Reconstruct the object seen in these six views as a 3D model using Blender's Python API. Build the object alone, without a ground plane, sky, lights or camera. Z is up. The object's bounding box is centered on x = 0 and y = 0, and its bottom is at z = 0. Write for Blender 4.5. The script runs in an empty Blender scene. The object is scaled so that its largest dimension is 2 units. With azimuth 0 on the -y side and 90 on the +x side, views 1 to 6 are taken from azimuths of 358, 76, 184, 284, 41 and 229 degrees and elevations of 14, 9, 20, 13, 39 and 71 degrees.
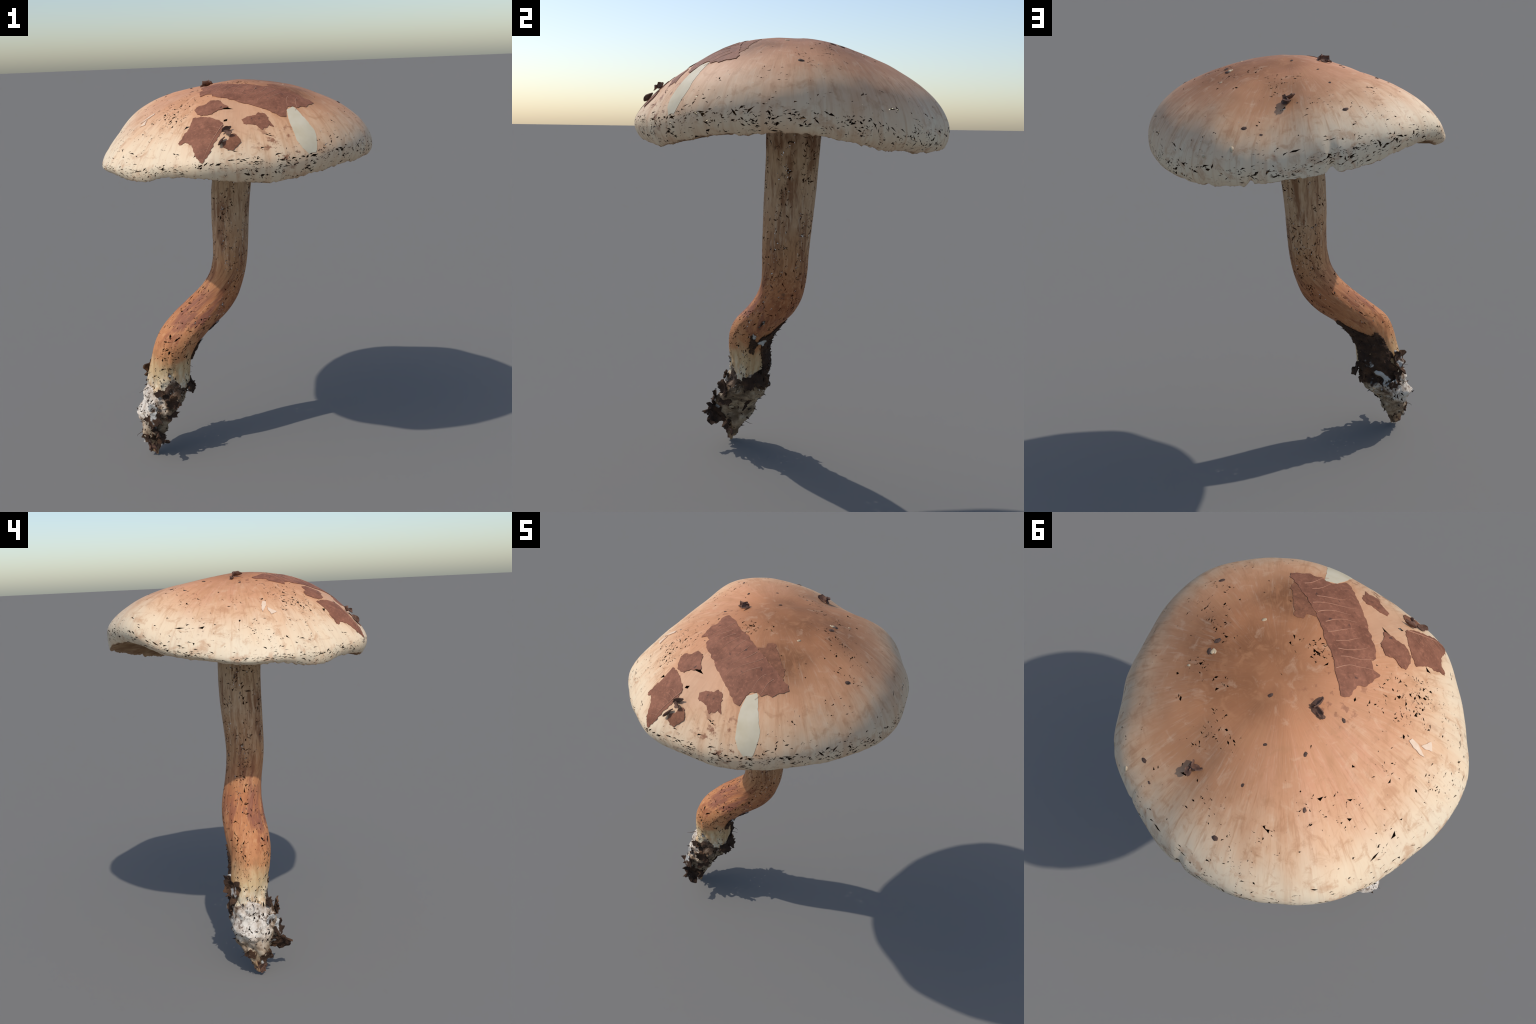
"""A gilled wild mushroom: a broad domed cap with leaf scraps stuck to it, a bent
fibrous stem and a ragged foot of soil and white mycelium."""
import bpy, bmesh, math, random
import numpy as np
from mathutils import Vector, noise as mnoise
from mathutils.geometry import delaunay_2d_cdt

rnd = random.Random(7)
TAU = 2 * math.pi


def nz(x, y, z, seed=0.0):
    return mnoise.noise(Vector((x + seed * 17.3, y - seed * 9.1, z + seed * 5.7)))


def nz_arr(P, freq, seed=0.0):
    return np.array([nz(p[0] * freq, p[1] * freq, p[2] * freq, seed) for p in P])


def spline(ctrl, u, closed):
    """Catmull-Rom through evenly spaced control values."""
    c = np.asarray(ctrl, float)
    n = len(c)
    u = np.asarray(u, float)
    b = np.floor(u).astype(int)
    if not closed:
        b = np.clip(b, 0, n - 2)
    f = u - b
    w = (-.5 * f**3 + f * f - .5 * f, 1.5 * f**3 - 2.5 * f * f + 1,
         -1.5 * f**3 + 2 * f * f + .5 * f, .5 * f**3 - .5 * f * f)
    out = 0
    for j in range(4):
        i = b - 1 + j
        i = i % n if closed else np.clip(i, 0, n - 1)
        out = out + w[j] * c[i]
    return out


# ------------------------------------------------------------------ the cap
CENTRE = np.array([0.013, 0.010])
APEX = 1.996
# every 15 degrees round the cap, from +x towards +y
RIM_RADIUS = [.664, .639, .627, .629, .648, .642, .651, .672, .698, .719, .728, .713,
              .705, .724, .733, .710, .696, .703, .674, .663, .667, .676, .683, .687]
RIM_HEIGHT = [1.639, 1.611, 1.589, 1.592, 1.614, 1.609, 1.615, 1.675, 1.714, 1.742, 1.735, 1.660,
              1.629, 1.604, 1.613, 1.610, 1.630, 1.641, 1.642, 1.641, 1.654, 1.664, 1.662, 1.659]
LIP_HEIGHT = [1.578, 1.550, 1.540, 1.534, 1.543, 1.558, 1.593, 1.615, 1.648, 1.686, 1.683, 1.629,
              1.605, 1.584, 1.583, 1.558, 1.586, 1.580, 1.553, 1.548, 1.570, 1.593, 1.598, 1.605]
DOME_A = [1.972, 1.861, 1.738, 1.613, 1.481, 1.360, 1.272, 1.224, 1.204, 1.210, 1.243, 1.304,
              1.387, 1.487, 1.603, 1.725, 1.839, 1.935, 2.017, 2.087, 2.125, 2.131, 2.105, 2.050]
DOME_B = [.529, .539, .550, .541, .533, .545, .548, .535, .528, .528, .549, .598,
              .656, .709, .738, .753, .756, .748, .733, .697, .660, .621, .582, .547]
LIP_INSET = [.026, .045, .067, .051, .031, .017, .000, .001, .009, .032, .045, .043,
              .038, .028, .027, .020, .023, .033, .063, .054, .047, .045, .045, .033]
SHOULDER = [-.007, -.006, -.007, -.008, -.009, -.010, -.002, .013, .027, .038, .039, .031,
              .020, .010, .003, -.002, -.008, -.012, -.011, -.007, -.007, -.009, -.011, -.010]     # swelling of the flank
CROWN = [-.002, .001, .004, .005, -.003, -.009, -.009, -.004, .001, .003, .005, .006,
              .006, .006, .006, .010, .010, .005, .005, .010, .007, .003, -.005, -.010]        # swelling half way up
D_RIM, D_LIP = 0.80, 0.92          # radii in the flattened cap: rim, lower edge of the lip
SWELLINGS = [(.015, .265, .085, .018), (.53, .34, .09, .013)]       # plan x, y, size, height
FOLDS = [(106.5, 1.4, .014, .026), (78.4, 1.1, .007, .026), (137.0, 4.0, .004, .0), (60.0, 2.0, .005, .008)]  # angle, width, depth, notch


def rim(theta):
    u = (np.asarray(theta, float) % TAU) / TAU * 24
    g = lambda c: spline(c, u, True)
    return g(RIM_RADIUS), g(RIM_HEIGHT), g(LIP_HEIGHT), g(DOME_A), g(DOME_B), g(LIP_INSET), g(SHOULDER), g(CROWN)


def angle_gap(theta, deg):
    return (np.degrees(theta) - deg + 180) % 360 - 180


def cap_point(d, theta):
    d = np.asarray(d, float)
    theta = np.asarray(theta, float)
    R, zR, zL, a, b, ins, sh, crown = rim(theta)
    for deg, width, depth, notch in FOLDS:
        g = np.exp(-(angle_gap(theta, deg) / width) ** 2)
        zL = zL + notch * g
    rag = np.array([nz(math.cos(t) * 9, math.sin(t) * 9, 3.0) * .007 + nz(math.cos(t) * 26, math.sin(t) * 26, 5.0) * .007 + nz(math.cos(t) * 70, math.sin(t) * 70, 6.0) * .005
                    for t in theta.ravel()]).reshape(theta.shape)
    reach = np.minimum(np.minimum(.045, D_LIP - d), d) * 1.0
    r, z = 0, 0
    for off, weight in ((-1, .1), (-.5, .25), (0, .3), (.5, .25), (1, .1)):     # rounds the turn of the rim
        e = d + reach * off
        s = 1 - (1 - np.clip(e / D_RIM, 0, 1)) ** 1.6
        u = np.clip((e - D_RIM) / (D_LIP - D_RIM), 0, 1) * math.pi / 2
        r = r + weight * (R * s - ins * (1 - np.cos(u)))
        z = z + weight * (zR + (APEX - zR) * np.clip(1 - s**a, 0, 1) ** b + sh * 4 * s**3 * (1 - s) + crown * 16 * (s * (1 - s)) ** 2 + (zL - zR) * np.sin(u))
    z = z + rag * np.clip((d - D_RIM) / (D_LIP - D_RIM), 0, 1) ** 4
    for deg, width, depth, notch in FOLDS:
        g = np.exp(-(angle_gap(theta, deg) / width) ** 2) * np.clip((d - .5) / .35, 0, 1) ** 2
        r = r - depth * g
    P = np.stack([CENTRE[0] + r * np.cos(theta), CENTRE[1] + r * np.sin(theta), z], -1)
    # broad gentle dimples in the skin
    flat = P.reshape(-1, 3)
    bump = nz_arr(flat, 5.0, 1) * .004 + nz_arr(flat, 16.0, 2) * .0014
    for bx, by, size, amount in SWELLINGS:
        bump = bump + amount * np.exp(-(((flat[:, 0] - bx) ** 2 + (flat[:, 1] - by) ** 2) / size**2))
    rad = flat - np.array([CENTRE[0], CENTRE[1], 1.45])
    rad /= np.linalg.norm(rad, axis=1)[:, None]
    return (flat + rad * bump[:, None]).reshape(P.shape)


def flat_of(x, y):
    """Plan position on top of the cap -> position in the flattened cap."""
    dx, dy = x - CENTRE[0], y - CENTRE[1]
    t = math.atan2(dy, dx)
    R = float(rim(t)[0])
    s = min(math.hypot(dx, dy) / R, .999)
    d = D_RIM * (1 - (1 - s) ** (1 / 1.6))
    return d * math.cos(t), d * math.sin(t)


def on_cap(pts, lift=0.0):
    """Flattened-cap points -> points on the cap surface, lifted along its normal, and normals."""
    p = np.asarray(pts, float)
    f = lambda q: cap_point(np.hypot(q[:, 0], q[:, 1]), np.arctan2(q[:, 1], q[:, 0]))
    P = f(p)
    h = .004
    n = np.cross(f(p + [h, 0]) - f(p - [h, 0]), f(p + [0, h]) - f(p - [0, h]))
    n /= np.linalg.norm(n, axis=1)[:, None] + 1e-12
    return P + n * np.reshape(lift, (-1, 1)), n


# ------------------------------------------------------------------ the stem
STEM_TOP, STEM_TIP = 1.72, 0.02
STEM_X = [-.002, -.014, -.025, -.037, -.048, -.054, -.059, -.061, -.064, -.071, -.088, -.123,
          -.178, -.248, -.326, -.379, -.411, -.429, -.442, -.461, -.505, -.524, -.530, -.535]
STEM_Y = [.009, .009, .009, .010, .009, .007, .003, -.001, -.005, -.007, -.004, -.001,
          -.005, -.024, -.058, -.081, -.083, -.076, -.079, -.095, -.117, -.128, -.138, -.152]
STEM_A = [.109, .107, .106, .105, .105, .102, .100, .097, .094, .093, .096, .109,
          .132, .143, .131, .115, .109, .114, .118, .120, .103, .077, .048, .020]
STEM_B = [.124, .121, .118, .115, .114, .113, .111, .108, .105, .102, .100, .098,
          .099, .100, .102, .102, .104, .105, .107, .116, .118, .091, .049, .020]
STEM_H = 2.0        # length of the flattened stem
STEM_W = 0.66       # girth of the flattened stem


def stem_axis(h):
    u = np.clip(np.asarray(h, float) / STEM_H, 0, 1) * 23
    z = STEM_TOP + (STEM_TIP - STEM_TOP) * u / 23
    g = lambda c: spline(c, u, False)
    return g(STEM_X), g(STEM_Y), z, g(STEM_A), g(STEM_B)


def stem_point(w, h, swell=0.0):
    w, h = np.asarray(w, float), np.asarray(h, float)
    phi = w / STEM_W * TAU
    x, y, z, a, b = stem_axis(h)
    rough = np.zeros_like(h)
    for i in range(len(h)):
        c, s, zz = math.cos(phi[i]), math.sin(phi[i]), z[i]
        ridge = nz(c * 5, s * 5, zz * 1.2, 3) * .0035 + nz(c * 12, s * 12, zz * 2.0, 4) * .0018
        foot = min(max((.50 - zz) / .14, 0), 1)
        lump = (nz(c * 1.3, s * 1.3, zz * 11, 5) * .022 + nz(c * 2.6, s * 2.6, zz * 24, 6) * .016
                + abs(nz(c * 3.4, s * 3.4, zz * 33, 8)) * .014 - .004)
        low = min(max((zz - .02) / .1, .2), 1)
        rough[i] = ridge * (1 - foot * .5) + lump * foot * low
    k = rough + swell + .006 * np.cos(2 * (phi - .8)) * np.clip((z - .8) / .2, 0, 1)
    elbow = np.exp(-((z - .68) / .15) ** 2)
    k = k + elbow * (.018 * np.clip(np.cos(phi - 4.1), 0, 1) + .008 * np.clip(np.cos(phi - .9), 0, 1))
    k = k - .004 * np.clip((.46 - z) / .08, 0, 1) * np.clip((z - .02) / .1, 0, 1)
    k = k - .017 * np.clip(np.cos(phi - 1.25), 0, 1) * np.exp(-((z - .47) / .15) ** 4)
    return np.stack([x + (a + k) * np.cos(phi), y + (b + k) * np.sin(phi), z + 0 * w], -1)


# ------------------------------------------------------------------ mesh helpers
root = bpy.data.objects.new("mushroom", None)
bpy.context.collection.objects.link(root)
root.location = (-.53, -.14, 0)
root["label"] = "wild brown gilled mushroom with bent stem and soil-covered foot"
root["category"] = "mushroom"


def add(name, verts, faces, material, parent=None, smooth=True, stuff=False):
    me = bpy.data.meshes.new(name)
    me.from_pydata([tuple(map(float, v)) for v in verts], [], [tuple(map(int, f)) for f in faces])
    me.update()
    if smooth:
        me.shade_smooth()
        me.set_sharp_from_angle(angle=math.radians(50))
    me.materials.append(material)
    o = bpy.data.objects.new(name, me)
    bpy.context.collection.objects.link(o)
    o.parent = parent or root
    if parent is None:
        o.location = -root.location
    if stuff:
        o["kind"] = "stuff"
    return o


def used_only(verts, faces):
    keep = sorted({i for f in faces for i in f})
    m = {k: j for j, k in enumerate(keep)}
    return np.asarray(verts)[keep], [tuple(m[i] for i in f) for f in faces]


def sliver(x, y, length, width, ang):
    """A small gap of missing scan mesh: a crooked triangle or four-sided gap."""
    c, s = math.cos(ang), math.sin(ang)
    k = rnd.random()
    if k < .7:
        q = [(-.5, -.5 * rnd.random()), (.5, -.3 + .6 * rnd.random()), (-.3 + .5 * rnd.random(), .5)]
    elif k < .85:
        q = [(-.5, -.15), (.1, -.45), (.5, .2), (-.2, .35)]
    else:
        q = [(-.5, 0), (0, -.5), (.5, -.35), (.05, .15)]
    return [(x + c * a * length - s * b * width, y + s * a * length + c * b * width) for a, b in q]


def pick_length(lo, med, hi):
    return min(hi, max(lo, med * math.exp(rnd.gauss(0, .5))))


def scan_gap(into, x, y, length, width, ang):
    """A gap in the scan mesh with, often, one or two smaller ones beside it."""
    into.append(sliver(x, y, length, width, ang))
    while rnd.random() < .42:
        t = ang + rnd.gauss(0, .5) + (math.pi if rnd.random() < .5 else 0)
        x, y = x + math.cos(t) * length * .8, y + math.sin(t) * length * .8
        length *= rnd.uniform(.45, .8)
        into.append(sliver(x, y, length, length * rnd.uniform(.3, .7), ang + rnd.gauss(0, .8)))


def inside(poly, x, y):
    hit = False
    for (x0, y0), (x1, y1) in zip(poly, poly[1:] + poly[:1]):
        if (y0 > y) != (y1 > y) and x < (x1 - x0) * (y - y0) / (y1 - y0) + x0:
            hit = not hit
    return hit


def tessellate(points, holes, ring=None):
    """Triangles over the points; faces lying in a hole are left out."""
    V = [Vector(p) for p in points]
    E = list(ring) if ring else []
    cells = {}
    for h in holes:
        n = len(V)
        V += [Vector(p) for p in h]
        E += [(n + i, n + (i + 1) % len(h)) for i in range(len(h))]
        for i in range(int(min(p[0] for p in h) // .04), int(max(p[0] for p in h) // .04) + 1):
            for j in range(int(min(p[1] for p in h) // .04), int(max(p[1] for p in h) // .04) + 1):
                cells.setdefault((i, j), []).append(h)
    v, e, f, *_ = delaunay_2d_cdt(V, E, [], 0, 1e-5)
    p = np.array([(q.x, q.y) for q in v])
    kept = []
    for t in f:
        x, y = p[list(t)].mean(0)
        if not any(inside(h, x, y) for h in cells.get((int(x // .04), int(y // .04)), ())):
            kept.append(t)
    return p, kept


# ------------------------------------------------------------------ materials
class Mat:
    def __init__(self, name, rough=.75, spec=.3):
        self.m = bpy.data.materials.new(name)
        self.m.use_nodes = True
        self.t = self.m.node_tree
        self.b = self.t.nodes["Principled BSDF"]
        self.b.inputs["Roughness"].default_value = rough
        self.b.inputs["Specular IOR Level"].default_value = spec
        self.obj = self.t.nodes.new("ShaderNodeTexCoord").outputs["Object"]

    def put(self, sock, v):
        if isinstance(v, bpy.types.NodeSocket):
            self.t.links.new(v, sock)
        elif isinstance(v, (tuple, list)) and len(v) == 3 and sock.type == "RGBA":
            sock.default_value = (*v, 1)
        else:
            sock.default_value = v

    def math(self, op, a, b=0.0, clamp=False):
        n = self.t.nodes.new("ShaderNodeMath")
        n.operation, n.use_clamp = op, clamp
        self.put(n.inputs[0], a)
        self.put(n.inputs[1], b)
        return n.outputs[0]

    def vec(self, op, a, b=(0, 0, 0)):
        n = self.t.nodes.new("ShaderNodeVectorMath")
        n.operation = op
        self.put(n.inputs[0], a)
        self.put(n.inputs[1], b)
        return n.outputs["Value" if op in ("LENGTH", "DISTANCE", "DOT_PRODUCT") else "Vector"]

    def xyz(self, v):
        n = self.t.nodes.new("ShaderNodeSeparateXYZ")
        self.put(n.inputs[0], v)
        return n.outputs

    def combine(self, x, y, z):
        n = self.t.nodes.new("ShaderNodeCombineXYZ")
        for s, v in zip(n.inputs, (x, y, z)):
            self.put(s, v)
        return n.outputs[0]

    def noise(self, v, scale, detail=4, rough=.55, dist=0.0):
        n = self.t.nodes.new("ShaderNodeTexNoise")
        self.put(n.inputs["Vector"], v)
        for k, x in (("Scale", scale), ("Detail", detail), ("Roughness", rough), ("Distortion", dist)):
            n.inputs[k].default_value = x
        return n.outputs["Fac"]

    def range(self, v, a, b, lo=0.0, hi=1.0, smooth=True):
        n = self.t.nodes.new("ShaderNodeMapRange")
        n.interpolation_type = "SMOOTHSTEP" if smooth else "LINEAR"
        self.put(n.inputs[0], v)
        for i, x in enumerate((a, b, lo, hi)):
            n.inputs[i + 1].default_value = x
        return n.outputs[0]

    def ramp(self, v, stops):
        n = self.t.nodes.new("ShaderNodeValToRGB")
        el = n.color_ramp.elements
        while len(el) < len(stops):
            el.new(.5)
        for e, (p, c) in zip(el, stops):
            e.position, e.color = p, (*c, 1)
        self.put(n.inputs[0], v)
        return n.outputs[0]

    def mix(self, fac, a, b, mode="MIX"):
        n = self.t.nodes.new("ShaderNodeMix")
        n.data_type, n.blend_type = "RGBA", mode
        self.put(n.inputs[0], fac)
        self.put(n.inputs[6], a)
        self.put(n.inputs[7], b)
        return n.outputs[2]

    def spot(self, x, y, z, r, soft=.6):
        """1 inside a ball of radius r round a point, fading outwards."""
        return self.range(self.vec("DISTANCE", self.obj, (x, y, z)), r * (1 - soft), r * (1 + soft), 1, 0)

    def finish(self, colour, height=None, strength=.3, distance=.004):
        self.put(self.b.inputs["Base Color"], colour)
        if height is not None:
            n = self.t.nodes.new("ShaderNodeBump")
            n.inputs["Strength"].default_value = strength
            n.inputs["Distance"].default_value = distance
            self.put(n.inputs["Height"], height)
            self.put(self.b.inputs["Normal"], n.outputs[0])
        return self.m


def radial_streaks(m, around, along):
    """Noise drawn out along the cap's radius."""
    p = m.vec("SUBTRACT", m.obj, (CENTRE[0], CENTRE[1], 0))
    x, y, z = m.xyz(p)
    flat = m.combine(x, y, 0.0)
    d = m.vec("NORMALIZE", flat)
    dx, dy, _ = m.xyz(d)
    r = m.vec("LENGTH", flat)
    s = m.math("MULTIPLY", r, along)
    return m.combine(m.math("MULTIPLY", dx, around), m.math("MULTIPLY", dy, around), s), r, z


def cap_material():
    m = Mat("cap_skin", .62, .35)
    v, r, z = radial_streaks(m, 6.0, 2.2)
    v2, _, _ = radial_streaks(m, 22.0, 7.0)
    fine, mid = m.noise(v2, 1.6, 4, .6, .4), m.noise(v, 1.5, 4, .6, .3)
    blot = m.noise(m.obj, 4.0, 4, .6)
    # distance down the skin from a point a little off the middle
    q = m.vec("DISTANCE", m.obj, (.08, -.02, 1.99))
    away = m.range(r, .06, .38, 0.0, 1.0)
    q = m.math("ADD", q, m.math("MULTIPLY", m.math("MULTIPLY", m.math("SUBTRACT", mid, .5), .26), away))
    q = m.math("ADD", q, m.math("MULTIPLY", m.math("SUBTRACT", blot, .5), .26))
    col = m.ramp(q, [(.0, (.43, .180, .076)), (.24, (.51, .218, .098)), (.46, (.60, .298, .152)),
                     (.61, (.70, .435, .255)), (.75, (.77, .590, .395)), (.90, (.74, .625, .455))])
    # the darker brown flush beside the middle
    flush = m.math("MAXIMUM", m.spot(.18, .05, 1.97, .23, .8), m.math("MULTIPLY", m.spot(.26, -.22, 1.94, .14, .7), 1.0))
    flush = m.math("MAXIMUM", flush, m.math("MULTIPLY", m.spot(.33, .08, 1.93, .15, .7), .8))
    flush = m.math("MAXIMUM", flush, m.math("MULTIPLY", m.spot(.05, .36, 1.88, .20, .8), .55))
    flush = m.math("MULTIPLY", flush, m.range(blot, .30, .62, .45, 1.0))
    col = m.mix(m.math("MULTIPLY", flush, .95), col, (.235, .092, .035))
    pink = m.math("MULTIPLY", m.math("MULTIPLY", m.spot(-.30, .0, 1.93, .28, .7), m.range(mid, .38, .66)), away)
    col = m.mix(m.math("MULTIPLY", pink, .6), col, (.62, .275, .150))
    # rusty fibres, weaker near the middle, and soft mottling
    away = m.math("MULTIPLY", m.range(r, .08, .40, .05, 1.0), m.range(r, .56, .68, 1.0, .45))
    col = m.mix(m.math("MULTIPLY", m.math("MULTIPLY", m.range(fine, .50, .70), .5), away), col, (.45, .205, .090))
    col = m.mix(m.math("MULTIPLY", m.math("MULTIPLY", m.range(fine, .47, .28), .16), away), col, (.82, .66, .47))
    mott = m.noise(m.obj, 17, 5, .65, .6)
    col = m.mix(m.math("MULTIPLY", m.range(mott, .50, .68), .5), col, (.46, .215, .098))
    col = m.mix(m.math("MULTIPLY", m.range(mott, .46, .30), .20), col, (.78, .56, .37))
    stain = m.math("MULTIPLY", m.math("MULTIPLY", m.range(mid, .58, .70), m.range(blot, .50, .60)), away)
    col = m.mix(m.math("MULTIPLY", stain, .6), col, (.40, .165, .070))
    tan = m.spot(-.03, -.47, 1.86, .13, .5)
    col = m.mix(m.math("MULTIPLY", tan, .55), col, (.60, .345, .205))
    rust = m.math("MULTIPLY", m.math("MAXIMUM", m.spot(.19, -.58, 1.70, .12, .6), m.math("MULTIPLY", m.spot(-.13, -.10, 1.97, .13, .6), .8)),
                  m.range(m.noise(m.obj, 30, 3, .6), .55, .66))
    col = m.mix(m.math("MULTIPLY", rust, .85), col, (.25, .088, .040))
    speck = m.range(m.noise(m.obj, 46, 2, .5), .72, .78)
    col = m.mix(m.math("MULTIPLY", speck, .5), col, (.30, .14, .07))
    return m.finish(col, fine, .25, .003)


def gill_material():
    m = Mat("gill_flesh", .8, .2)
    n = m.noise(m.obj, 14, 5, .6)
    return m.finish(m.ramp(n, [(.3, (.24, .135, .075)), (.55, (.40, .26, .155)), (.75, (.52, .38, .24))]), n, .3)


def stem_material():
    m = Mat("stem_skin", .68, .3)
    x, y, z = m.xyz(m.obj)
    # fibres run along the bent axis: shear the coordinates so that they follow it
    bend = m.range(z, 1.05, .62, 0, .34)
    v = m.combine(m.math("ADD", x, bend), y, m.math("MULTIPLY", z, .16))
    fib, fine = m.noise(v, 26, 4, .6, .2), m.noise(v, 85, 4, .65)
    blot = m.noise(m.obj, 7, 4, .6)
    k = m.math("ADD", z, m.math("MULTIPLY", m.math("SUBTRACT", blot, .5), .32))
    base = m.ramp(m.math("MULTIPLY", k, .5), [(.185, (.66, .57, .42)), (.235, (.62, .45, .245)), (.285, (.52, .225, .092)),
                                              (.43, (.43, .160, .062)), (.53, (.45, .225, .100)), (.64, (.52, .318, .178)), (.80, (.60, .42, .265))])
    dark = m.ramp(m.math("MULTIPLY", z, .5), [(.25, (.46, .27, .12)), (.33, (.33, .105, .040)), (.55, (.205, .080, .034)), (.8, (.25, .115, .050))])
    col = m.mix(m.math("MULTIPLY", m.range(fib, .47, .64), .85), base, dark)
    col = m.mix(m.math("MULTIPLY", m.range(fine, .53, .67), .5), col, dark)
    col = m.mix(m.math("MULTIPLY", m.range(fine, .48, .36), .40), col, m.mix(m.range(z, .95, 1.2), (.62, .33, .16), (.68, .50, .34)))
    purple = m.math("MULTIPLY", m.spot(-.28, -.12, .80, .16, .5), m.range(fib, .42, .60))
    col = m.mix(m.math("MULTIPLY", purple, .6), col, (.23, .085, .060))
    brown = m.range(m.noise(m.obj, 18, 3, .6), .66, .74)
    col = m.mix(m.math("MULTIPLY", brown, .7), col, (.13, .062, .032))
    return m.finish(col, fib, .45, .004)


def foot_material():
    m = Mat("mycelium_and_soil", .85, .2)
    a, b = m.noise(m.obj, 7.5, 5, .62, .5), m.noise(m.obj, 26, 4, .6)
    k = m.math("ADD", a, m.math("MULTIPLY", m.math("SUBTRACT", b, .5), .35))
    x, y, z = m.xyz(m.obj)
    # the white threads are thickest towards -x; the torn lower end is tan
    k = m.math("ADD", k, m.math("MULTIPLY", m.math("ADD", x, .47), -.7))
    col = m.ramp(k, [(.30, (.030, .018, .012)), (.38, (.080, .045, .028)), (.43, (.20, .135, .09)),
                     (.49, (.36, .28, .21)), (.57, (.54, .46, .38)), (.66, (.68, .62, .54)), (.85, (.56, .46, .34))])
    grime = m.noise(m.obj, 34, 4, .65, .8)
    col = m.mix(m.math("MULTIPLY", m.range(grime, .51, .63), .8), col, (.13, .085, .06))
    tan = m.math("MULTIPLY", m.range(m.math("ADD", m.math("MULTIPLY", x, -.6), z), .62, .46), m.range(a, .38, .55, .3, .9))
    col = m.mix(tan, col, m.mix(b, (.30, .19, .10), (.54, .43, .28)))
    col = m.mix(m.range(z, .13, .05, 0, .75), col, m.mix(m.range(b, .4, .6), (.075, .036, .018), (.38, .20, .09)))
    return m.finish(col, b, .7, .008)


def crust_material():
    m = Mat("soil", .9, .15)
    a, b = m.noise(m.obj, 12, 5, .65), m.noise(m.obj, 60, 3, .6)
    col = m.ramp(a, [(.30, (.018, .012, .010)), (.5, (.050, .028, .018)), (.68, (.105, .055, .030)), (.8, (.20, .13, .085))])
    white = m.range(m.noise(m.obj, 8.5, 3, .5, .6), .61, .66)
    col = m.mix(m.math("MULTIPLY", white, .9), col, (.52, .50, .46))
    col = m.mix(m.range(b, .70, .76), col, (.36, .22, .11))
    return m.finish(col, b, .8, .006)


def leaf_material(name, dark, light):
    """Dry leaf: mottled brown with fine pale netting, dark spots and a dusty sheen."""
    m = Mat(name, .7, .25)
    a, b, c = m.noise(m.obj, 16, 4, .6), m.noise(m.obj, 70, 4, .65, .6), m.noise(m.obj, 38, 2, .5)
    col = m.ramp(a, [(.32, dark), (.68, light)])
    col = m.mix(m.math("MULTIPLY", m.range(b, .52, .68), .45), col, tuple(x * 1.5 for x in light))
    col = m.mix(m.math("MULTIPLY", m.range(b, .46, .30), .45), col, tuple(x * .55 for x in dark))
    col = m.mix(m.math("MULTIPLY", m.range(c, .68, .76), .8), col, (.055, .030, .026))
    return m.finish(col, b, .2)


def plain(name, dark, light, scale, rough=.75, bump=.3):
    m = Mat(name, rough, .25)
    n = m.noise(m.obj, scale, 4, .6)
    return m.finish(m.ramp(n, [(.3, dark), (.7, light)]), n, bump)


CAP, GILL, STEM, FOOT, SOIL = cap_material(), gill_material(), stem_material(), foot_material(), crust_material()
LEAF = leaf_material("dry_leaf", (.19, .072, .040), (.285, .115, .066))
LEAF_DARK = leaf_material("damp_leaf", (.17, .066, .034), (.26, .105, .055))
VEIN = plain("pale_vein", (.40, .19, .115), (.50, .26, .165), 30)
PEEL = plain("peeled_flesh", (.58, .49, .33), (.67, .59, .44), 9, .6)
PALE = plain("torn_skin", (.70, .50, .34), (.78, .60, .45), 30, .6)
MARGIN = plain("cap_margin_flesh", (.34, .20, .11), (.60, .43, .27), 22, .7)
HUSK = plain("husk", (.07, .035, .024), (.20, .105, .070), 40)
GRAIN = plain("pale_grain", (.44, .32, .19), (.62, .48, .31), 40, .5)
SPOT = plain("dark_speck", (.05, .028, .020), (.13, .075, .055), 60)

# ------------------------------------------------------------------ cap skin
holes = []
# (plan x, y, spread, how many): clusters of little scan-mesh gaps on the dome
for x, y, spread, n in [(.453, .025, .05, 22), (.333, .029, .05, 24), (.245, .174, .05, 30), (.057, .298, .035, 20),
                        (-.133, .466, .03, 18), (.072, -.142, .035, 12), (.01, -.162, .03, 26), (-.294, -.282, .06, 75),
                        (-.299, -.365, .06, 75), (-.40, .226, .03, 16), (-.35, .399, .025, 14), (-.598, .078, .05, 24),
                        (-.594, -.178, .05, 30), (-.624, -.272, .05, 34), (-.413, -.081, .03, 12), (-.436, .119, .03, 14),
                        (-.38, .506, .025, 12), (-.029, .251, .02, 6), (.496, -.084, .04, 20), (-.27, .495, .03, 14),
                        (.341, .527, .05, 22), (.235, .589, .04, 14), (.056, .291, .03, 10), (-.377, .517, .03, 12),
                        (-.36, -.44, .06, 30), (-.46, -.42, .05, 18), (.46, -.42, .05, 14), (.55, -.25, .05, 14)]:
    for _ in range(n):
        u, v = flat_of(x + rnd.gauss(0, spread), y + rnd.gauss(0, spread))
        L = pick_length(.004, .0072, .018)
        scan_gap(holes, u, v, L, L * rnd.uniform(.35, .8), rnd.uniform(0, TAU))
for _ in range(150):                                       # stray ones
    d, t = D_RIM * math.sqrt(rnd.random()), rnd.uniform(0, TAU)
    L = pick_length(.003, .006, .014)
    holes.append(sliver(d * math.cos(t), d * math.sin(t), L, L * rnd.uniform(.4, .9), rnd.uniform(0, TAU)))
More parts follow.
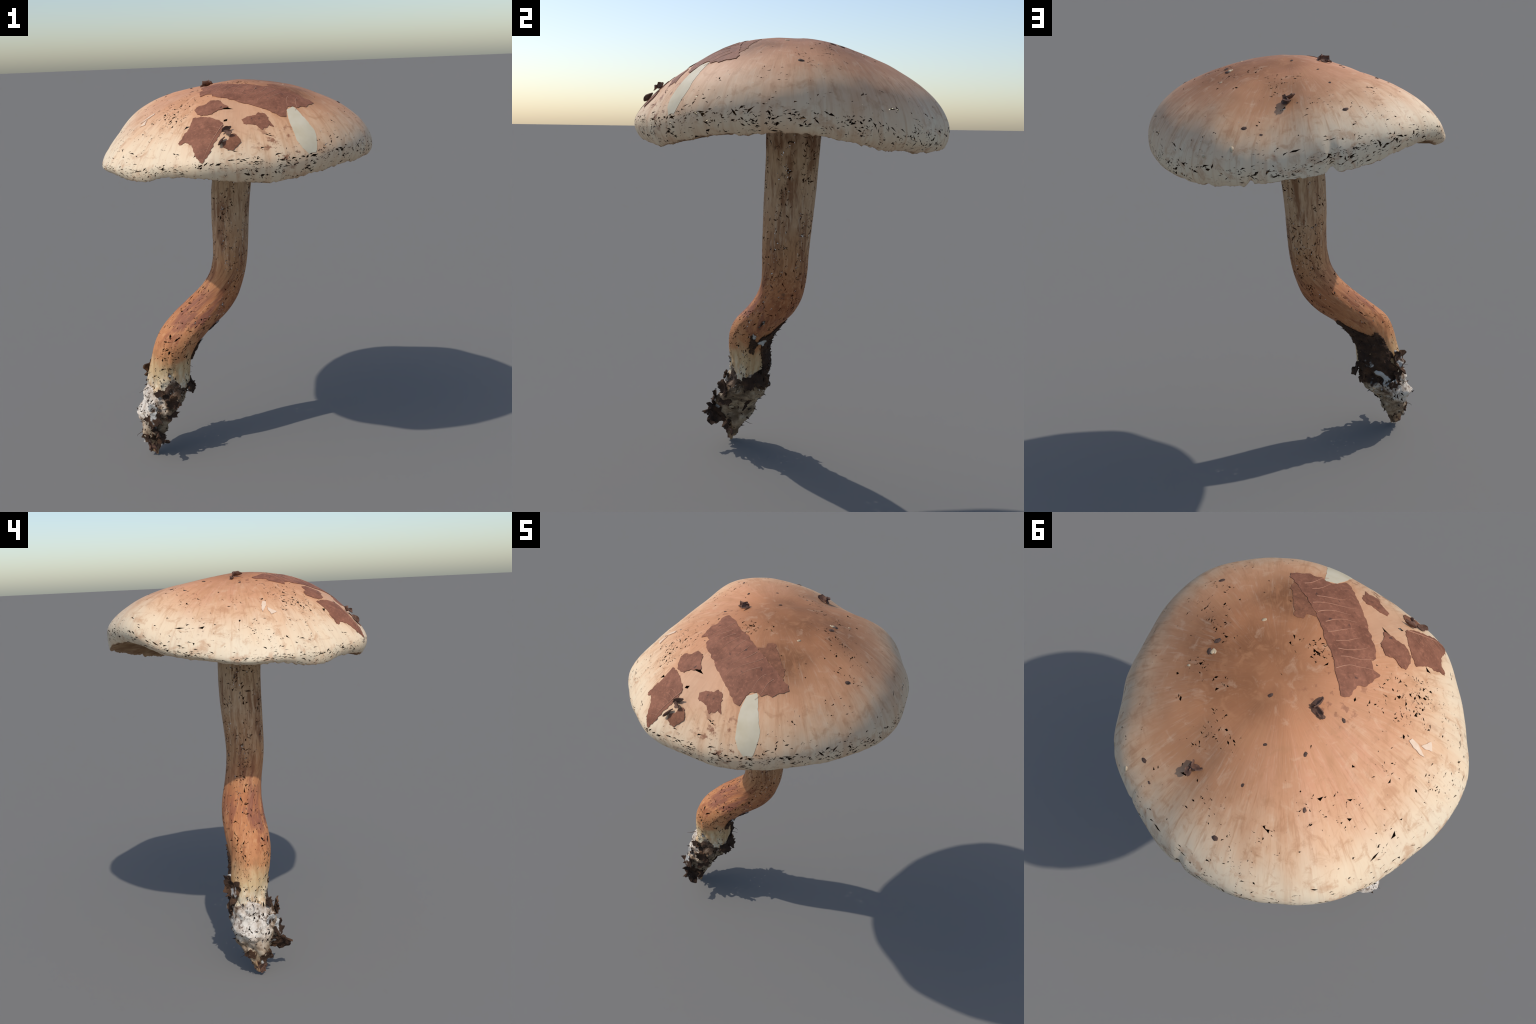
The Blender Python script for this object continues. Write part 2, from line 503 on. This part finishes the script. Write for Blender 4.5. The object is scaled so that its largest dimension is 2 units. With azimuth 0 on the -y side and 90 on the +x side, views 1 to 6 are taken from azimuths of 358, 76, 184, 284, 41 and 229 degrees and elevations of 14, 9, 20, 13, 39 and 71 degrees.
for _ in range(1900):                                       # belt of missing scan triangles round the rim
    t = rnd.uniform(0, TAU)
    if nz(math.cos(t) * 3, math.sin(t) * 3, 1.0) + rnd.uniform(-.6, .6) < -.25:
        continue
    d = min(D_LIP - .012, .770 + abs(rnd.gauss(0, .070)) * (1 if rnd.random() < .85 else -1))
    L = pick_length(.006, .015, .05)
    turn = t + math.pi / 2 + rnd.gauss(0, .5)
    if d < .9:
        scan_gap(holes, d * math.cos(t), d * math.sin(t), L, min(L * rnd.uniform(.15, .65), .016), turn)
for x, y, L, W, a in [(-.058, -.507, .022, .02, .4), (-.044, -.437, .045, .02, -.5), (-.238, -.481, .03, .02, 0),
                      (-.605, .03, .035, .025, 2.3), (-.62, .13, .05, .016, 1.9), (-.17, .672, .03, .02, 1.2), (.345, -.588, .05, .02, .5),
                      (.02, .45, .035, .02, .6), (-.55, -.36, .03, .02, .9)]:
    u, v = flat_of(x, y)
    holes.append(sliver(u, v, L, W, a))  # larger single gaps where the scan mesh is missing

points, ring = [], []
NR = 420
for i in range(NR):
    points.append((D_LIP * math.cos(i * TAU / NR), D_LIP * math.sin(i * TAU / NR)))
    ring.append((i, (i + 1) % NR))
step = .0125
r = step
points.append((0, 0))
while r < D_LIP - step * .5:
    n = int(TAU * r / step)
    off = rnd.random()
    for i in range(n):
        t = (i + off + rnd.uniform(-.25, .25)) * TAU / n
        rr = r + rnd.uniform(-.25, .25) * step
        points.append((rr * math.cos(t), rr * math.sin(t)))
    r += step * .9
uv, tris = tessellate(points, holes, ring)
uv, tris = used_only(uv, tris)
P = cap_point(np.hypot(uv[:, 0], uv[:, 1]), np.arctan2(uv[:, 1], uv[:, 0]))
nrm = np.zeros_like(P)
for t in tris:
    c = np.cross(P[t[1]] - P[t[0]], P[t[2]] - P[t[0]])
    for i in t:
        nrm[i] += c
nrm /= np.linalg.norm(nrm, axis=1)[:, None] + 1e-12


def region(faces, normals, name, material):
    """One region of a shared surface, keeping the whole surface's normals."""
    ids = sorted({i for f in faces for i in f})
    v, f = used_only(P, faces)
    o = add(name, v, f, material)
    o.data.normals_split_custom_set_from_vertices([tuple(normals[i]) for i in ids])
    return o


edge_d = lambda t: float(np.hypot(*uv[list(t)].mean(0)))
on_edge = [edge_d(t) > .908 + .010 * nz(*(uv[t[0]] * 14), 2.0) for t in tris]
cap = region([t for t, e in zip(tris, on_edge) if not e], nrm, "cap", CAP)
region([t for t, e in zip(tris, on_edge) if e], nrm, "cap_margin", MARGIN)

# ------------------------------------------------------------------ gills under the cap
N, M = 420, 14


def under_height(s, zL):
    return zL + .034 * (1 - s ** 7) + (1.630 - zL) * (1 - s) ** 1.1 + .03 * (1 - s) ** 2


verts, faces = [], []
th = np.arange(N) * TAU / N
edge = cap_point(np.full(N, D_LIP), th)
for j in range(M):
    s = 1 - j / (M - 1) * .86
    cx, cy = STEM_X[1], STEM_Y[1]
    x = cx + (edge[:, 0] - cx) * s
    y = cy + (edge[:, 1] - cy) * s
    verts += list(np.stack([x, y, under_height(s, edge[:, 2])], -1))
for j in range(M - 1):
    for i in range(N):
        faces.append((j * N + i, j * N + (i + 1) % N, (j + 1) * N + (i + 1) % N, (j + 1) * N + i))
add("cap_underside", verts, faces, GILL)
verts, faces = [], []
for g in range(190):                                       # hanging blades, every other one short
    t = (g + rnd.uniform(-.2, .2)) * TAU / 190
    e = cap_point(np.array([D_LIP]), np.array([t]))[0]
    inner = .17 if g % 2 == 0 else rnd.uniform(.35, .6)
    depth = rnd.uniform(.012, .022)
    K = 9
    wob = rnd.uniform(-.015, .015)
    for side in (-1, 1):
        for k in range(K):
            s = .985 + (inner - .985) * k / (K - 1)
            cx, cy = STEM_X[1], STEM_Y[1]
            lx = cx + (e[0] - cx) * s
            ly = cy + (e[1] - cy) * s
            tx, ty = -(e[1] - cy), e[0] - cx
            ln = math.hypot(tx, ty)
            o = side * .0022 + wob * math.sin(k * .7)
            z = float(under_height(s, e[2]))
            hang = depth * min(1, k * .5) * (1 + .25 * nz(lx * 20, ly * 20, g))
            verts.append((lx + tx / ln * o, ly + ty / ln * o, z + .002))
            verts.append((lx + tx / ln * o * .5, ly + ty / ln * o * .5, z - hang))
    b = len(verts) - 4 * K
    for k in range(K - 1):
        faces.append((b + 2 * k, b + 2 * k + 1, b + 2 * k + 3, b + 2 * k + 2))
        c = b + 2 * K
        faces.append((c + 2 * k, c + 2 * k + 2, c + 2 * k + 3, c + 2 * k + 1))
        faces.append((b + 2 * k + 1, c + 2 * k + 1, c + 2 * k + 3, b + 2 * k + 3))
add("gill", verts, faces, GILL, stuff=True)

# ------------------------------------------------------------------ stem and foot, one surface split by region
holes = []


def stem_h(z):
    return (STEM_TOP - z) / (STEM_TOP - STEM_TIP) * STEM_H


for _ in range(4600):  # scan faults kept as openings all over the stem
    z = rnd.uniform(.20, 1.69)
    w = rnd.uniform(.012, STEM_W - .012)
    phi = w / STEM_W * TAU
    if nz(math.cos(phi) * 1.6, math.sin(phi) * 1.6, z * 3.2, 11) + .16 * math.cos(phi) + rnd.uniform(-.45, .45) < -.03:
        continue
    L = pick_length(.005, .0115, .034)
    if .016 < w < STEM_W - .016:
        scan_gap(holes, w, stem_h(z), L, min(L * rnd.uniform(.2, .65), .011), math.pi / 2 + rnd.gauss(0, .8))
holes = [q for q in holes if all(.005 < x < STEM_W - .005 and .01 < y < STEM_H - .01 for x, y in q)]
points = []
nw, nh = 56, 165
for j in range(nh + 1):
    h = STEM_H * j / nh
    for i in range(nw + 1):
        w = STEM_W * i / nw
        inner = 0 < i < nw and 0 < j < nh
        points.append((w + (rnd.uniform(-.3, .3) * STEM_W / nw if inner else 0), h + (rnd.uniform(-.3, .3) * STEM_H / nh if inner else 0)))
uv, tris = tessellate(points, holes)
uv[:, 0] = np.where(uv[:, 0] > STEM_W - 1e-5, 0.0, uv[:, 0])      # close the tube
key, remap, first = {}, [], []
for i, (w, h) in enumerate(uv):
    k = (round(w, 5), round(h, 5))
    if k not in key:
        key[k] = len(first)
        first.append(i)
    remap.append(key[k])
uv = uv[first]
tris = [t for t in ([remap[i] for i in f] for f in tris) if len(set(t)) == 3]
P = stem_point(uv[:, 0], uv[:, 1])
n = np.zeros_like(P)
for t in tris:
    c = np.cross(P[t[1]] - P[t[0]], P[t[2]] - P[t[0]])
    for i in t:
        n[i] += c
n /= np.linalg.norm(n, axis=1)[:, None] + 1e-12
mid = P[:, 2].mean()
out_sign = np.sign(np.sum([(np.dot(n[i], P[i] - np.array([*[float(q) for q in stem_axis(uv[i, 1])[:3]]]))) for i in range(0, len(P), 50)]))
if out_sign < 0:
    tris = [t[::-1] for t in tris]
    n = -n
parts = {"stem": [], "foot": []}
for t in tris:
    c = P[list(t)].mean(0)
    limit = .39 + .09 * nz(c[0] * 11, c[1] * 11, 1.0) + .03 * (c[0] + .45) / .1 * .4
    parts["foot" if c[2] < limit else "stem"].append(t)
stem_objs = {}
for nm, fs in parts.items():
    keep = sorted({i for f in fs for i in f})
    v, f = used_only(P, fs)
    o = add(nm, v, f, STEM if nm == "stem" else FOOT)
    o.data.normals_split_custom_set_from_vertices([tuple(n[i]) for i in keep])
    stem_objs[nm] = o
foot = stem_objs["foot"]

# ------------------------------------------------------------------ soil crust clinging to the shaded side of the foot
points = []
for j in range(90):
    for i in range(111):
        points.append((STEM_W * (i - 20) / 90 + rnd.uniform(-.35, .35) * STEM_W / 90, stem_h(.80 - .74 * j / 89) + rnd.uniform(-.35, .35) * .0085))
uv, tris = tessellate(points, [])


def crust_mask(w, h):
    phi = math.degrees(w / STEM_W * TAU)
    z = STEM_TOP + (STEM_TIP - STEM_TOP) * h / STEM_H
    wide = math.exp(-((phi - 74) / 72) ** 4)
    upper = 1 / (1 + math.exp((z - (.68 - .0010 * abs(phi - 40))) / .022))
    lower = 1 / (1 + math.exp(-(z - .33) / .02))
    k = wide * upper * lower * 1.25
    c, s = math.cos(math.radians(phi)), math.sin(math.radians(phi))
    return k + .75 * nz(c * 2.2, s * 2.2, z * 8, 21) + .25 * nz(c * 7, s * 7, z * 24, 22) - .62


keep = [t for t in tris if crust_mask(*uv[list(t)].mean(0)) > 0]
uv, keep = used_only(uv, keep)
sw = np.array([.005 + .008 * abs(nz(w * 30, h * 30, 4.0, 23)) + .012 * max(0, nz(w * 75, h * 75, 4.0, 24)) for w, h in uv])
outer, inner = stem_point(uv[:, 0], uv[:, 1], sw), stem_point(uv[:, 0], uv[:, 1], -.004)
nv = len(uv)
faces = [tuple(t) for t in keep] + [tuple(i + nv for i in t[::-1]) for t in keep]
count = {}
for t in keep:
    for a, b in zip(t, (*t[1:], t[0])):
        count[(a, b)] = count.get((a, b), 0) + 1
for a, b in list(count):
    if (b, a) not in count:
        faces.append((b, a, a + nv, b + nv))
add("soil_crust", np.vstack([outer, inner]), faces, SOIL, foot, stuff=True, smooth=False)


def ragged_plate(name, centre, normal, up, length, width, material, parent, seed, thick=.006, curl=.3, points_n=26, spikes=.35, step=.012):
    """A torn scrap: a jagged outline filled in, bent and given thickness."""
    rr = random.Random(seed)
    nrm = Vector(normal).normalized()
    upv = (Vector(up) - nrm * Vector(up).dot(nrm)).normalized()
    side = nrm.cross(upv)
    outline = []
    for i in range(points_n):
        t = i * TAU / points_n
        k = 1 + spikes * (nz(math.cos(t) * 1.4, math.sin(t) * 1.4, seed * 1.7) + .55 * nz(math.cos(t) * 5, math.sin(t) * 5, seed * 2.3) + .25 * (rr.random() - .5))
        k = max(k, .3)
        outline.append((.5 * width * k * math.cos(t), .5 * length * k * math.sin(t)))
    inside = [(rr.uniform(-.5, .5) * width, rr.uniform(-.5, .5) * length) for _ in range(int(length * width / step**2))]
    V = [Vector(p) for p in outline + inside]
    v, e, f, *_ = delaunay_2d_cdt(V, [], [list(range(points_n))], 1, 1e-5)
    pts = []
    for p in v:
        bend = curl * ((p.x / width * 2) ** 2 + .6 * (p.y / length * 2) ** 2) * .5 * max(width, length) * .5
        bend += .22 * min(width, length) * nz(p.x * 35, p.y * 35, seed * 3.1)
        pts.append(Vector(centre) + side * p.x + upv * p.y + nrm * bend)
    k = len(pts)
    vs = [q + nrm * thick * .5 for q in pts] + [q - nrm * thick * .5 for q in pts]
    fs = [tuple(t) for t in f] + [tuple(i + k for i in t[::-1]) for t in f]
    seen = {(a, b) for t in f for a, b in zip(t, (*t[1:], t[0]))}
    fs += [(b, a, a + k, b + k) for a, b in seen if (b, a) not in seen]
    return add(name, vs, fs, material, parent, smooth=False)


def foot_at(phi_deg, z, out=0.0):
    w = (phi_deg % 360) / 360 * STEM_W
    return stem_point(np.array([w]), np.array([stem_h(z)]), out)[0]


# big scraps of soil and bark on the foot: (angle, height, outward, length, width, curl)
for i, (phi, z, out, ln, wd, cu) in enumerate([
        (278, .170, .035, .11, .13, .3), (296, .11, .012, .08, .10, .2), (262, .25, .02, .08, .10, .5), (255, .37, .012, .05, .08, .5),
        (288, .32, .02, .09, .10, .4), (312, .25, .005, .06, .10, .3), (345, .37, .035, .10, .11, .3), (5, .39, .040, .11, .09, .2),
        (25, .36, .025, .10, .10, .3), (60, .37, .02, .10, .12, .3), (120, .33, .012, .08, .10, .4), (152, .45, .012, .15, .13, .2),
        (140, .38, .012, .10, .10, .2), (232, .11, .006, .06, .09, .3), (170, .13, .006, .05, .08, .3), (245, .30, .015, .06, .08, .4)]):
    c = foot_at(phi, z, out if i == 0 else out * .4)
    a = math.radians(phi)
    if i == 0:                                             # the lobe that sticks out
        ragged_plate("soil_flake", c, (.75, .2, .55), (math.cos(a), math.sin(a), -.15), .15, .11, SOIL, foot, 131, .012, .2, 48, .7)
        continue
    ragged_plate("soil_flake", c, (math.cos(a), math.sin(a), rnd.uniform(-.3, .5)), (rnd.uniform(-.4, .4), rnd.uniform(-.4, .4), 1),
                 ln * (1 if i == 0 else .72), wd * (1 if i == 0 else .72), SOIL, foot, 100 + i, .008, cu, 40, .75)

# thorny crumbs standing off the soil
verts, faces = [], []
for i in range(230):
    if i < 150:
        phi, z = rnd.gauss(60, 60), rnd.uniform(.33, .74)
        w = (phi % 360) / 360 * STEM_W
        if crust_mask((phi + 0) / 360 * STEM_W, stem_h(z)) < -.05:
            continue
        base = .006
    else:
        phi, z, base = rnd.uniform(0, 360), rnd.uniform(.06, .40), .004
    c = Vector(foot_at(phi, z, base))
    a = math.radians(phi)
    d = Vector((math.cos(a) + rnd.gauss(0, .5), math.sin(a) + rnd.gauss(0, .5), rnd.gauss(-.1, .5))).normalized()
    size = rnd.uniform(.004, .009)
    ln = size * rnd.uniform(1.0, 2.6)
    s1 = d.cross(Vector((.3, .2, 1))).normalized()
    s2 = d.cross(s1)
    b = len(verts)
    for k in range(3):
        t = k * TAU / 3 + rnd.random()
        verts.append(c - d * .008 + (s1 * math.cos(t) + s2 * math.sin(t) * .6) * size)
    verts.append(c + d * ln)
    faces += [(b, b + 1, b + 3), (b + 1, b + 2, b + 3), (b + 2, b, b + 3), (b, b + 2, b + 1)]
add("soil_crumb", verts, faces, SOIL, foot, smooth=False, stuff=True)


def thread(name, pts, radius, material, parent=None):
    """A thin tapering tube through points."""
    verts, faces, K = [], [], 5
    pts = [Vector(p) for p in pts]
    for i, p in enumerate(pts):
        d = (pts[min(i + 1, len(pts) - 1)] - pts[max(i - 1, 0)]).normalized()
        a = d.cross(Vector((.31, .52, .79))).normalized()
        b = d.cross(a)
        r = radius * (1 - .75 * i / (len(pts) - 1))
        verts += [p + (a * math.cos(k * TAU / K) + b * math.sin(k * TAU / K)) * r for k in range(K)]
    for i in range(len(pts) - 1):
        for k in range(K):
            faces.append((i * K + k, i * K + (k + 1) % K, (i + 1) * K + (k + 1) % K, (i + 1) * K + k))
    faces += [tuple(range(K))[::-1], tuple(range((len(pts) - 1) * K, len(pts) * K))]
    return add(name, verts, faces, material, parent)


for i in range(8):                                         # rootlets
    phi, z = rnd.choice([rnd.uniform(-30, 150), rnd.uniform(180, 330)]), rnd.uniform(.05, .5)
    c = Vector(foot_at(phi, z, .0))
    a = math.radians(phi)
    d = Vector((math.cos(a), math.sin(a), rnd.uniform(-.6, .3)))
    ln = rnd.uniform(.03, .055)
    thread("rootlet", [c + d * (ln * k / 4) + Vector((rnd.gauss(0, .003), rnd.gauss(0, .003), -.010 * (k / 4) ** 2)) for k in range(5)], .0022, SOIL, foot)
# the torn tip
tip = Vector((-.535, -.150, .040))
for i in range(9):
    a = rnd.uniform(0, TAU)
    q = tip + Vector((math.cos(a) * .02, math.sin(a) * .02, rnd.uniform(0, .04)))
    ragged_plate("root_scrap", q, (math.cos(a), math.sin(a), -.2), (rnd.uniform(-.5, .5), rnd.uniform(-.5, .5), -1), rnd.uniform(.05, .075), rnd.uniform(.03, .05),
                 FOOT if i % 2 else HUSK, foot, 300 + i, .008, .3, 16, .7)

# ------------------------------------------------------------------ leaf scraps on the cap
def cap_sheet(name, outline, material, lift, thick, jag, parent=None, step=.014, seed=0):
    rr = random.Random(seed + 40)
    poly = [flat_of(x, y) for x, y in outline]
    dense = []
    for (x0, y0), (x1, y1) in zip(poly, poly[1:] + poly[:1]):
        n = max(1, int(math.hypot(x1 - x0, y1 - y0) / .0055))
        for k in range(n):
            f = k / n
            px, py = x0 + (x1 - x0) * f, y0 + (y1 - y0) * f
            dense.append((px + (3.2 * nz(px * 55, py * 55, seed) + rr.gauss(0, .35)) * jag, py + (3.2 * nz(px * 55, py * 55, seed + 9) + rr.gauss(0, .35)) * jag))
    xs, ys = zip(*dense)
    inner, y, odd = [], min(ys), 0
    while y < max(ys):
        x = min(xs) + odd * step / 2
        while x < max(xs):
            inner.append((x + rr.uniform(-.2, .2) * step, y + rr.uniform(-.2, .2) * step))
            x += step
        y += step * .87
        odd = 1 - odd
    v, e, f, *_ = delaunay_2d_cdt([Vector(p) for p in dense + inner], [], [list(range(len(dense)))], 1, 1e-5)
    p = np.array([(q.x, q.y) for q in v])
    up = np.array([lift + .35 * lift * nz(q[0] * 22, q[1] * 22, seed) for q in p])
    top, n = on_cap(p, up)
    k = len(p)
    fs = [tuple(t) for t in f] + [tuple(i + k for i in t[::-1]) for t in f]
    seen = {(a, b) for t in f for a, b in zip(t, (*t[1:], t[0]))}
    fs += [(b, a, a + k, b + k) for a, b in seen if (b, a) not in seen]
    return add(name, np.vstack([top, top - n * thick]), fs, material, parent)


big = [(-.154, -.108), (-.114, -.131), (-.059, -.164), (.030, -.206), (.130, -.252), (.204, -.277), (.266, -.295), (.314, -.308), (.350,
       -.318), (.365, -.333), (.354, -.350), (.331, -.372), (.320, -.391), (.293, -.398), (.279, -.412), (.255, -.409), (.232, -.421),
       (.221, -.441), (.222, -.459), (.216, -.481), (.195, -.483), (.161, -.466), (.123, -.450), (.070, -.424), (.018, -.400), (-.007,
       -.379), (-.032, -.371), (-.049, -.354), (-.093, -.333), (-.115, -.311), (-.115, -.289), (-.149, -.271), (-.170, -.281), (-.176,
       -.250), (-.177, -.201), (-.157, -.179), (-.177, -.128)]
leaf = cap_sheet("leaf_scrap", big, LEAF, .0026, .0018, .0016, seed=1)
for i in range(11):                                        # its side veins
    f = (i + .5) / 11
    a = Vector((-.085 + .40 * f, -.145 - .185 * f))
    b = Vector((-.165 + .375 * f, -.285 - .19 * f)) if f < .8 else Vector((-.10 + .37 * f, -.29 - .16 * f))
    s0, s1 = rnd.uniform(.05, .3), rnd.uniform(.75, .98)
    pts = []
    for k in range(12):
        g = s0 + (s1 - s0) * k / 11
        q = a.lerp(b, g) + Vector((.010 * math.sin(g * 5 + i), .006 * nz(g * 4, i, 0)))
        pts.append(flat_of(q.x, q.y))
    P3, n3 = on_cap(pts, .0026)
    thread("leaf_vein", list(P3), .0017, VEIN, leaf).location = (0, 0, 0)
cap_sheet("leaf_scrap", [(.130, -.252), (.159, -.229), (.152, -.211), (.168, -.192), (.192, -.194), (.215, -.215), (.249, -.245), (.278, -.263), (.306,
          -.284), (.312, -.305), (.266, -.295), (.202, -.274)], LEAF_DARK, .0014, .002, .002, seed=2)
cap_sheet("leaf_scrap", [(.020, -.515), (.020, -.507), (.039, -.493), (.072, -.485), (.096, -.472), (.122, -.471), (.131, -.483), (.135, -.499), (.147,
          -.519), (.159, -.535), (.136, -.532), (.123, -.545), (.102, -.550), (.077, -.530), (.055, -.529), (.034, -.534)],
          LEAF, .0018, .0018, .003, seed=3)
wedge = cap_sheet("leaf_scrap", [(-.209, -.441), (-.195, -.442), (-.143, -.470), (-.095, -.498), (-.071, -.519), (-.077, -.561), (-.089, -.583), (-.121, -.621),
          (-.135, -.645), (-.157, -.658), (-.168, -.665), (-.176, -.661), (-.198, -.639), (-.208, -.614), (-.216, -.586), (-.241, -.561),
          (-.274, -.553), (-.279, -.545), (-.255, -.517), (-.228, -.497), (-.215, -.469)],
                  LEAF, .0022, .0018, .0022, seed=4)
P3, _ = on_cap([flat_of(-.072 + (-.166 + .072) * k / 11, -.53 + (-.66 + .53) * k / 11) for k in range(12)], .0024)
thread("leaf_vein", list(P3), .0022, VEIN, wedge).location = (0, 0, 0)
for i in range(6):
    g = .15 + .12 * i
    a = (-.072 - .094 * g, -.53 - .13 * g)
    P3, _ = on_cap([flat_of(a[0] - .075 * (1 - g * .5) * k / 6, a[1] + (.018 - .012 * i * .3) * math.sin(k / 6 * 2)) for k in range(7)], .0024)
    thread("leaf_vein", list(P3), .0009, VEIN, wedge).location = (0, 0, 0)
cap_sheet("leaf_scrap", [(-.202, -.387), (-.194, -.372), (-.159, -.376), (-.122, -.358), (-.086, -.362), (-.067, -.393), (-.044, -.423), (-.058, -.437),
          (-.096, -.445), (-.120, -.460), (-.151, -.453), (-.176, -.446), (-.194, -.410)], LEAF, .0030, .0018, .0025, seed=5)
cap_sheet("leaf_scrap", [(-.051, -.600), (-.042, -.586), (-.025, -.575), (-.003, -.586), (.005, -.607), (-.012, -.622), (-.029, -.636), (-.055, -.638),
          (-.071, -.628), (-.077, -.610)], LEAF_DARK, .0035, .002, .0022, seed=6)
cap_sheet("peeled_patch", [(.227, -.439), (.256, -.412), (.267, -.416), (.296, -.452), (.325, -.485), (.348, -.506), (.352, -.527), (.351, -.559), (.345,
          -.565), (.329, -.572), (.314, -.581), (.285, -.580), (.260, -.566), (.249, -.539), (.233, -.503), (.227, -.471)],
          PEEL, .0009, .0012, .0006, seed=7)
cap_sheet("torn_skin", [(-.401, -.215), (-.401, -.229), (-.428, -.237), (-.473, -.230), (-.455, -.221), (-.426, -.214)], PALE, .004, .004, .0005, seed=8)
cap_sheet("torn_skin", [(-.437, -.242), (-.447, -.289), (-.474, -.272), (-.459, -.255)], PALE, .004, .004, .0008, seed=9)


# ------------------------------------------------------------------ bits lying on the cap
def on_plan(x, y, lift):
    p, n = on_cap([flat_of(x, y)], lift)
    return Vector(p[0]), Vector(n[0])


for i, (x, y, ln, wd, tilt, lift, mat) in enumerate([
        (-.147, -.012, .055, .032, 1.0, .012, HUSK), (-.130, -.025, .050, .028, -1.1, .014, HUSK), (-.165, -.005, .030, .020, .5, .006, HUSK),
        (.006, .415, .050, .034, .8, .014, HUSK), (-.012, .408, .045, .030, -.9, .014, HUSK), (.000, .430, .030, .024, .2, .020, HUSK),
        (-.060, -.560, .050, .024, .9, .012, HUSK), (-.050, -.575, .040, .020, -.7, .016, HUSK), (-.078, -.612, .055, .022, 1.1, .010, HUSK)]):
    c, n = on_plan(x, y, lift)
    t = n.cross(Vector((math.cos(i * 1.7), math.sin(i * 1.7), .2))).normalized()
    ragged_plate("husk", c, n * math.cos(tilt) + t * math.sin(tilt), n.cross(t), ln, wd, mat, cap, 500 + i, .005, .5, 14, .4, .01)


def pebble(name, x, y, size, material, seed):
    c, n = on_plan(x, y, 0)
    bm = bmesh.new()
    bmesh.ops.create_icosphere(bm, subdivisions=2, radius=1)
    t = n.cross(Vector((math.cos(seed), math.sin(seed), .1))).normalized()
    b = n.cross(t)
    vs = []
    for v in bm.verts:
        k = size * (1 + .4 * nz(v.co.x * 1.5, v.co.y * 1.5, v.co.z * 1.5, seed))
        vs.append(c + (t * v.co.x * 1.25 + b * v.co.y * .8 + n * v.co.z * .35) * k)
    fs = [tuple(v.index for v in f.verts) for f in bm.faces]
    bm.free()
    add(name, vs, fs, material, cap)


for i, (x, y, s) in enumerate([(.270, .112, .010), (.262, .106, .007), (.30, .20, .006), (.215, .585, .010), (.335, .56, .007), (-.20, -.555, .006), (.24, -.10, .008)]):
    pebble("pale_grain", x, y, s, GRAIN, i)
for i, (x, y, s) in enumerate([(.287, .072, .011), (.280, .118, .010), (-.232, .518, .010), (-.003, .077, .008), (-.368, .241, .008), (.171, .524, .010),
                               (.512, -.122, .010), (-.232, .119, .008), (-.222, -.063, .008), (-.12, .20, .006), (-.17, .34, .006), (.10, .56, .006)]):
    pebble("dark_speck", x, y, s, SPOT, 50 + i)
